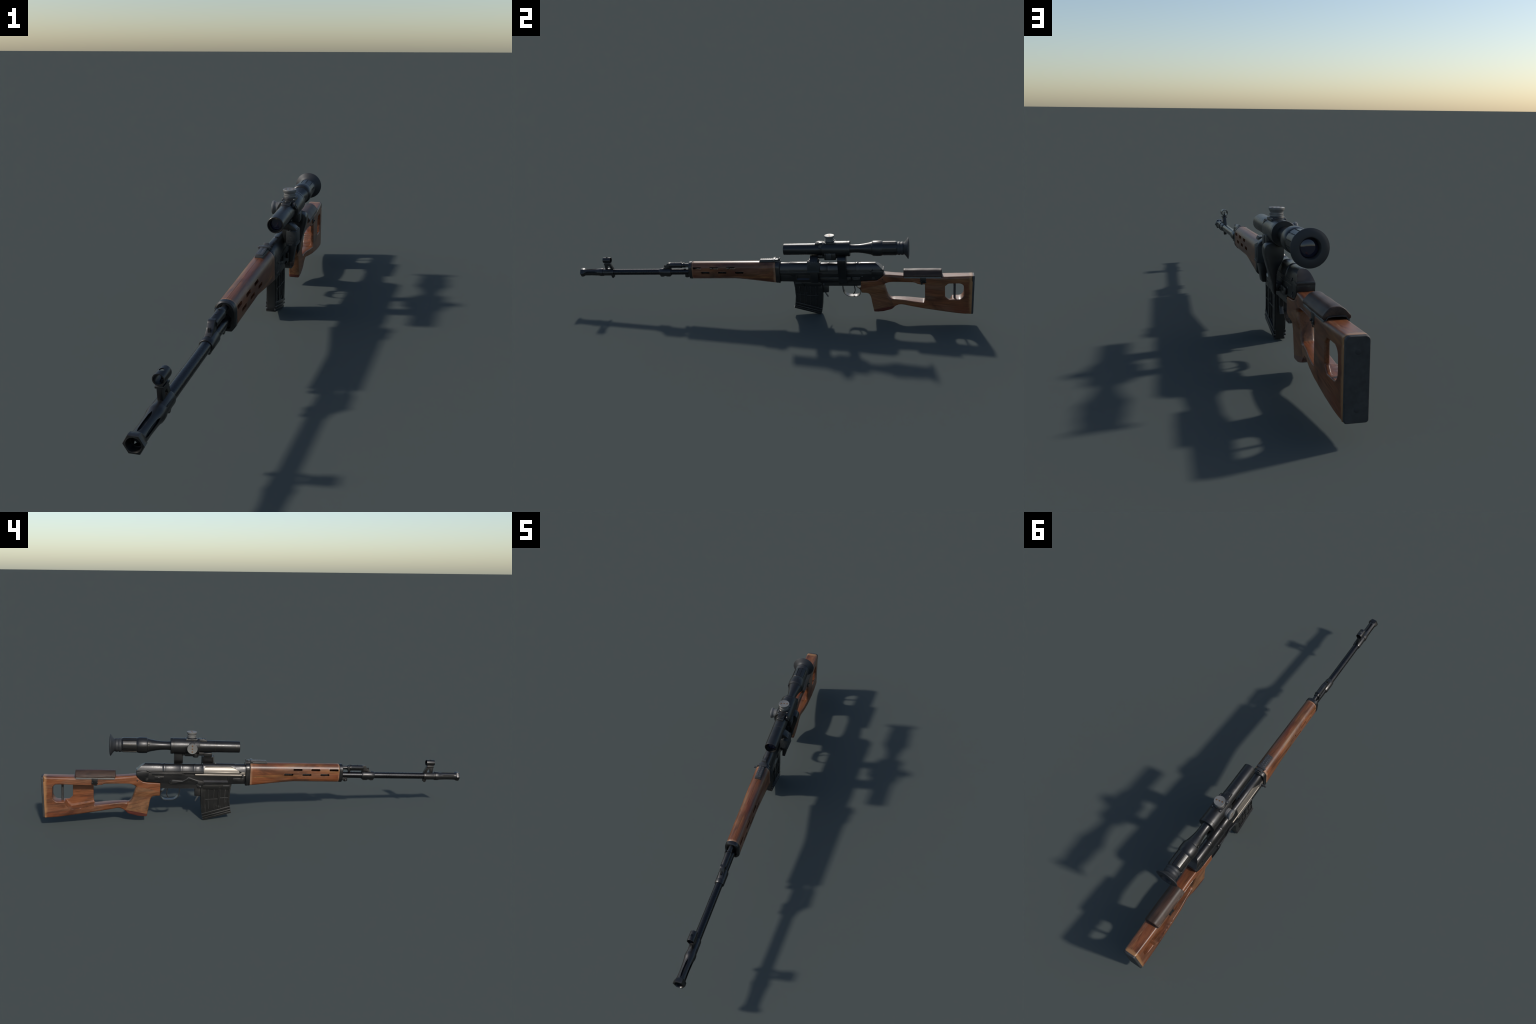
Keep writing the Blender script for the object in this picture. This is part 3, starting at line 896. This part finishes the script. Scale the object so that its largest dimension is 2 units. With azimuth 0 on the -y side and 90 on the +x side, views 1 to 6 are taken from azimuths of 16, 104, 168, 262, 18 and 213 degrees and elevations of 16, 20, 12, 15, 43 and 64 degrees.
# ------------------------------------------------------------------ stock
OUT = [(.4650, -.0460, .003), (.5280, -.0425, .004), (.5450, -.0395, .006), (.5580, -.0310, .008), (.5700, -.0190, .006), (.5740, -.0110, .0015),
       (.6000, -.0128, .01), (.6600, -.0175, .01), (.7000, -.0205, .02), (.8500, -.0222, .03), (.9450, -.0205, .03), (.9890, -.0195, .0015),
       (.9835, -.2130, .004), (.9600, -.2140, .02), (.9200, -.2100, .03), (.7500, -.1835, .05), (.6560, -.1675, .014), (.6300, -.1745, .010),
       (.6120, -.1940, .008), (.5700, -.2060, .02), (.5450, -.2095, .01), (.5245, -.2090, .004),
       (.5160, -.1620, .02), (.5110, -.1290, .012), (.5020, -.1130, .010), (.4900, -.1095, .008), (.4660, -.1080, .003)]
HOLE_A = [(.5755, -.0640, .004), (.5960, -.0510, .008), (.6200, -.0495, .01), (.7200, -.0505, .008), (.7370, -.0595, .008), (.7550, -.0605, .003), (.7690, -.0600, .0015),
          (.7685, -.1370, .006), (.7640, -.1545, .006), (.7400, -.1520, .02), (.6700, -.1430, .02), (.6060, -.1395, .008), (.5930, -.1220, .012)]
HOLE_B = [(.8620, -.0690, .003), (.8780, -.0555, .004), (.9340, -.0555, .010), (.9490, -.0680, .010), (.9500, -.1180, .014), (.9350, -.1370, .010),
          (.8780, -.1370, .004), (.8620, -.1215, .003)]

def stock_half_width(y, z, side):
    if side > 0:      # left flank swells around the web between the openings
        w = lerp_table([(.46, .0265), (.55, .0258), (.60, .0255), (.66, .0262), (.71, .0290), (.77, .0325), (.86, .0330),
                        (.93, .0312), (.985, .0288)], y)
    else:
        w = lerp_table([(.46, .0265), (.55, .0258), (.60, .0255), (.66, .0262), (.77, .0295), (.86, .0300), (.93, .0295), (.985, .0286)], y)
    # pistol grip and the root of the lower rail are slimmer than the tang above
    gr = smooth01((-.085 - z) / .03) * smooth01((.715 - y) / .11)
    w += (.0202 - w) * gr
    return w

WEB_EDGE = ((.7650, -.1540), (.8690, -.1745), (.8845, -.1605), (.8965, -.1370))
WEB_WALL = .0026

def web_lines():
    """Half planes (point, inward normal) bounding the recess: three ledge edges and the comb's underside."""
    out = []
    for (ay, az), (by, bz) in zip(WEB_EDGE, WEB_EDGE[1:]):
        d = Vector((by - ay, bz - az)).normalized()
        out.append(((ay, az), (-d.y, d.x)))
    out.append(((.80, -.0560), (0, -1)))
    return out

def web_recess(y, z):
    """Right side: the web between the openings is only a thin panel far to the left,
    reached over a flat ledge.  Returns 0..1 depth and the panel's own x."""
    d = min((y - p[0]) * n[0] + (z - p[1]) * n[1] for p, n in web_lines())
    k = max(0, min(1, d / WEB_WALL)) * smooth01((y - .725) / .004)
    low = min((y - p[0]) * n[0] + (z - p[1]) * n[1] for p, n in web_lines()[:2])
    lip = smooth01(1 - (low - WEB_WALL) / .011)
    return k, .0208 - .0026 * lip

def edge_distance(loops, y, z):
    best = 1.0
    for loop in loops:
        n = len(loop)
        for i in range(n):
            ay, az = loop[i]
            by, bz = loop[(i + 1) % n]
            if min(ay, by) - .014 > y or max(ay, by) + .014 < y or min(az, bz) - .014 > z or max(az, bz) + .014 < z:
                continue
            dy, dz = by - ay, bz - az
            L = dy * dy + dz * dz
            t = 0 if L < 1e-12 else max(0, min(1, ((y - ay) * dy + (z - az) * dz) / L))
            d = math.hypot(y - ay - t * dy, z - az - t * dz)
            if d < best:
                best = d
    return best

def edge_radius(y, z):
    """How far the side edges are rounded over, region by region."""
    if z > -.046 and y > .565:                       # comb
        return .0065 + .0045 * smooth01((y - .57) / .06)
    if y > .975:
        return .0020
    if y < .62 and y > .560 and -.145 < z < -.055:   # back of the thumb hole
        return .0100
    if z < -.160 + (y - .66) * -.14 and y > .64:     # toe line
        return .0075
    if y < .56 and z < -.095:
        return .0060
    if .60 < y < .775 and -.160 < z < -.130:
        return .0035
    return .0040

def offset_polygon(pts, d):
    """Mitred inward offset (to the left of travel direction after orienting)."""
    n = len(pts)
    out = []
    for i in range(n):
        a, p, b = Vector(pts[i - 1][:2]), Vector(pts[i][:2]), Vector(pts[(i + 1) % n][:2])
        e1, e2 = (p - a).normalized(), (b - p).normalized()
        n1, n2 = Vector((-e1.y, e1.x)), Vector((-e2.y, e2.x))
        m = (n1 + n2)
        m = m / max(.25, m.length_squared) * 2 if m.length > 1e-6 else n1
        q = p + m * d
        turn = e1.x * e2.y - e1.y * e2.x           # >0: convex seen from the solid
        r = pts[i][2] if len(pts[i]) > 2 else .004
        out.append((q.x, q.y, max(.0004, r - d if turn > 0 else r + d)))
    return out

def signed_area(pts):
    return sum(pts[i - 1][0] * pts[i][1] - pts[i][0] * pts[i - 1][1] for i in range(len(pts))) / 2

RINGS = (0, .0005, .0014, .0028, .0046, .0070, .0097)

def build_stock():
    # every loop runs with the solid on its left: outline anticlockwise, openings clockwise
    ctrl = []
    for k, pts in enumerate((OUT, HOLE_A, HOLE_B)):
        p = list(pts)
        if (signed_area(p) > 0) != (k == 0):
            p.reverse()
        ctrl.append(p)
    loops = [sample_poly(offset_polygon(p, 0), .004, 4) for p in ctrl]
    rings = [[sample_poly(offset_polygon(p, d), .004, 4) for d in RINGS] for p in ctrl]
    cu = bpy.data.curves.new('stock_outline', 'CURVE')
    cu.dimensions = '2D'
    cu.fill_mode = 'BOTH'
    for r in rings:
        pl = r[-1]
        sp = cu.splines.new('POLY')
        sp.points.add(len(pl) - 1)
        for q, (a, b) in zip(sp.points, pl):
            q.co = (a, b, 0, 1)
        sp.use_cyclic_u = True
    tmp = bpy.data.objects.new('tmp', cu)
    COL.objects.link(tmp)
    bpy.context.view_layer.update()
    me = bpy.data.meshes.new_from_object(tmp.evaluated_get(bpy.context.evaluated_depsgraph_get()))
    bpy.data.objects.remove(tmp, do_unlink=True)
    bm = bmesh.new()
    fill = [(tuple((me.vertices[i].co.x, me.vertices[i].co.y) for i in p.vertices)) for p in me.polygons]
    for s in (1, -1):
        for f in fill:
            vs = [bm.verts.new((s, a, b)) for a, b in f]
            bm.faces.new(vs)
        for r in rings:
            rows = [[bm.verts.new((s, a, b)) for a, b in loop] for loop in r]
            for A, Bv in zip(rows, rows[1:]):
                for i in range(len(A)):
                    j = (i + 1) % len(A)
                    bm.faces.new((A[i], A[j], Bv[j], Bv[i]))
    for r in rings:                                   # walls across the thickness
        A = [bm.verts.new((1, a, b)) for a, b in r[0]]
        Bv = [bm.verts.new((-1, a, b)) for a, b in r[0]]
        for i in range(len(A)):
            j = (i + 1) % len(A)
            bm.faces.new((A[i], A[j], Bv[j], Bv[i]))
    bmesh.ops.remove_doubles(bm, verts=bm.verts, dist=1e-6)
    bmesh.ops.recalc_face_normals(bm, faces=bm.faces)
    # cut into a lattice so that the width can vary over the side faces
    cutsy, cutsz = [], []
    y = .470
    while y < .985:
        cutsy.append(y)
        y += .0040 if .735 < y < .915 else .009
    z = -.205
    while z < -.03:
        cutsz.append(z)
        z += .0032 if z > -.185 else .008
    planes = [((0, q, 0), (0, 1, 0)) for q in cutsy] + [((0, 0, q), (0, 0, 1)) for q in cutsz] + list(GRIP_PLANES)
    for p, n in web_lines():
        for d in (.0002, WEB_WALL * .5, WEB_WALL):
            planes.append(((0, p[0] + n[0] * d, p[1] + n[1] * d), (0, n[0], n[1])))
    for t, no in planes:
        bmesh.ops.bisect_plane(bm, geom=bm.verts[:] + bm.edges[:] + bm.faces[:], plane_co=t, plane_no=no, dist=1e-5)
    # faces across the thickness: a few rows so that the rounding can blend
    for v in bm.verts:
        s = 1 if v.co.x > 0 else -1
        y, z = v.co.y, v.co.z
        d = edge_distance(loops, y, z)
        w = stock_half_width(y, z, s)
        rr = edge_radius(y, z)
        x = w
        k, px_ = web_recess(y, z) if s < 0 else (0, 0)
        if k > 0:
            x = w + (-px_ - w) * k
            rr += (.0022 - rr) * min(1, k * 1.5)
        if d < rr:
            q = 1 - d / rr
            x -= rr * (1 - math.sqrt(max(0, 1 - q * q)))
        v.co.x = s * x
    return bm

# grip boundary: cap line, tang line, rear line
GRIP_PLANES = (((0, .522, -.1965), (0, -.20, 1)), ((0, .470, -.0835), (0, -.22, 1)), ((0, .575, -.064), (0, 1, .42)))
def above(pl, c):
    co, no = pl
    return sum((c[i] - co[i]) * no[i] for i in range(3)) > 0

bm = build_stock()
bmesh.ops.recalc_face_normals(bm, faces=bm.faces)
whole = finish(bm, 'stock', STOCKWOOD, None, 38)

def region(c):
    if c.y < .640 and c.z < -.165 and not above(GRIP_PLANES[0], c):
        return 'grip_cap'
    if not above(GRIP_PLANES[1], c) and not above(GRIP_PLANES[2], c) and c.y < .632 and c.z > -.21:
        return 'pistol_grip'
    return 'stock'

def split_regions(ob, mats):
    """Cut one smooth body into named parts that keep the whole body's normals."""
    me = ob.data
    cn = [Vector(n.vector) for n in me.corner_normals]
    tags = [region(p.center) for p in me.polygons]
    out = {}
    for name, mat in mats:
        verts, vmap, faces, nors = [], {}, [], []
        for p, t in zip(me.polygons, tags):
            if t != name:
                continue
            f = []
            for li in p.loop_indices:
                vi = me.loops[li].vertex_index
                if vi not in vmap:
                    vmap[vi] = len(verts)
                    verts.append(me.vertices[vi].co.copy())
                f.append(vmap[vi])
                nors.append(cn[li])
            faces.append(f)
        nm = bpy.data.meshes.new(name)
        nm.from_pydata(verts, [], faces)
        nm.materials.append(mat)
        for p in nm.polygons:
            p.use_smooth = True
        nm.normals_split_custom_set(nors)
        o = bpy.data.objects.new(name, nm)
        COL.objects.link(o)
        out[name] = o
    bpy.data.objects.remove(ob, do_unlink=True)
    return out

whole.name = 'whole'
parts = split_regions(whole, (('stock', STOCKWOOD), ('pistol_grip', GRIPWOOD), ('grip_cap', REDWOOD)))
st = parts['stock']
st.parent = ROOT
parts['pistol_grip'].parent = st
parts['grip_cap'].parent = st

# butt plate
bp = bmesh.new()
secs = []
def butt_loop(y_of_z, grow):
    w, zt, zb, r = .0284 + grow, -.0198 + grow, -.2150 - grow, .0070
    pts = []
    q = .0105
    for cx, cz, a0 in ((w - q, zt - q, 0), (-(w - q), zt - q, 90), (-(w - r), zb + r, 180), (w - r, zb + r, 270)):
        for k in range(5):
            a = math.radians(a0 + 22.5 * k)
            c_ = q if a0 < 180 else r
            x = (cx + c_ * math.cos(a))
            z = cz + c_ * math.sin(a)
            pts.append((x, y_of_z(z), z))
    return pts
def ybase(z):
    return .9890 + (z + .0195) * .0285
loft([butt_loop(lambda z: ybase(z) - .001, -.0002), butt_loop(lambda z: ybase(z) + .0060, -.0002), butt_loop(lambda z: ybase(z) + .0085, -.0020)], bp)
bpo = finish(bp, 'butt_plate', PAD, None, 30)
for z in (-.055, -.184):
    lathe('butt_screw', [(0, .0068), (.0008, .0066), (.0012, .005)], (0, ybase(z) + .0078, z), BRASS if False else RUBBER, (0, 1, 0), 20, bpo)

# sling bar in the rear opening
tube('sling_bar', [(.007, .9065, -.050), (.007, .9065, -.10), (.007, .9065, -.142)], .0054, SIGHT, 14, None, 2)

# cheek rest: padded saddle with underside arch, liner and clamp
def cheek_loop(y, k=0.0):
    """Padded saddle: flat top, straight sloping flanks, rounded lower edge, arched underside."""
    ctrl = [(.0320, -.0218), (.0347, -.0195), (.0346, -.0140), (.0315, -.0088), (.0264, -.0030), (.0208, .0026), (.0145, .0067), (.0075, .0088), (.0, .0094)]
    pts = [(p.x, p.y) for p in smooth_path([(a, b, 0) for a, b in ctrl], 4)]
    pts = [(x * (1 - k / .034), z * 1.0 - k * (1 if z > -.012 else -.6)) for x, z in pts]
    pts[-1] = (0, pts[-1][1])
    under = [(.0, -.0112), (.0110, -.0120), (.0205, -.0152), (.0268, -.0222)]
    loop = [(x, y, z) for x, z in pts] + [(-x, y, z) for x, z in pts[-2::-1]]
    loop += [(-x, y, z) for x, z in under[::-1]] + [(x, y, z) for x, z in under[1:]]
    return loop
def pad_dent(y):
    """Slight unevenness of the leather along the pad."""
    return .0004 + .0006 * math.sin(y * 61) * math.sin(y * 23 + 1)
bm = loft([cheek_loop(.6690, .0026), cheek_loop(.6697, .0012), cheek_loop(.6715, .0004)] +
          [cheek_loop(.6750 + .0104 * i, max(0, pad_dent(.6750 + .0104 * i))) for i in range(17)] +
          [cheek_loop(.8460, .0005), cheek_loop(.8475, .0014), cheek_loop(.8480, .0028)])
ck = finish(bm, 'cheek_rest', CHEEK, None, 62)
for s in (1, -1):
    prism('cheek_liner', [(s * .0275, -.0190), (s * .0292, -.0275), (s * .0325, -.0280), (s * .0335, -.0215), (s * .0310, -.0190)], 'y', .6725, .8445, LINER, .0006, ck)
bm = loft([[(x, y, z) for x, z in ((.0275, -.0255), (.0215, -.0165), (.0120, -.0150), (-.0120, -.0150), (-.0215, -.0165), (-.0275, -.0255),
                                  (-.0295, -.0245), (-.0225, -.0135), (-.0120, -.0118), (.0120, -.0118), (.0225, -.0135), (.0295, -.0245))] for y in (.8445, .8500)])
finish(bm, 'cheek_pad_edge', RUBBER, ck, 30)
for s in (1, -1):
    prism('cheek_strap', [(.7455, -.0235), (.7745, -.0235), (.7740, -.0520), (.7510, -.0540)], 'x', *sorted((s * .0255, s * .0338)), BLACK, .001, ck)
    for y in (.7500, .7720):
        lathe('strap_foot', [(0, .0036), (.003, .0034), (.0042, .002)], (s * .0332, y, -.0440), BLACK, (s, 0, 0), 14, ck)
lathe('clamp_nut', [(0, .0090), (.0030, .0095), (.0080, .0090), (.0095, .0070)], (0, .7585, -.0555), BLACK, (0, 0, -1), 20, ck)
lathe('clamp_screw', [(0, .0058), (.006, .0056), (.0075, .0035)], (.0250, .7550, -.0560), BLACK, (1, -.2, 0), 16, ck)
# cross bolt in the tang
box('tang_pin', (-.0262, .0262), (.5680, .5730), (-.0380, -.0310), BLACK, .0008, st)

# ------------------------------------------------------------------ pose
yaxis = Vector((-.027, 1, .047)).normalized()
xaxis = Vector((1, .027, 0)).normalized()
zaxis = xaxis.cross(yaxis)
R = Matrix((xaxis, yaxis, zaxis)).transposed().to_4x4()
ROOT.matrix_world = Matrix.Translation((-.0036, .0002, .2136)) @ R
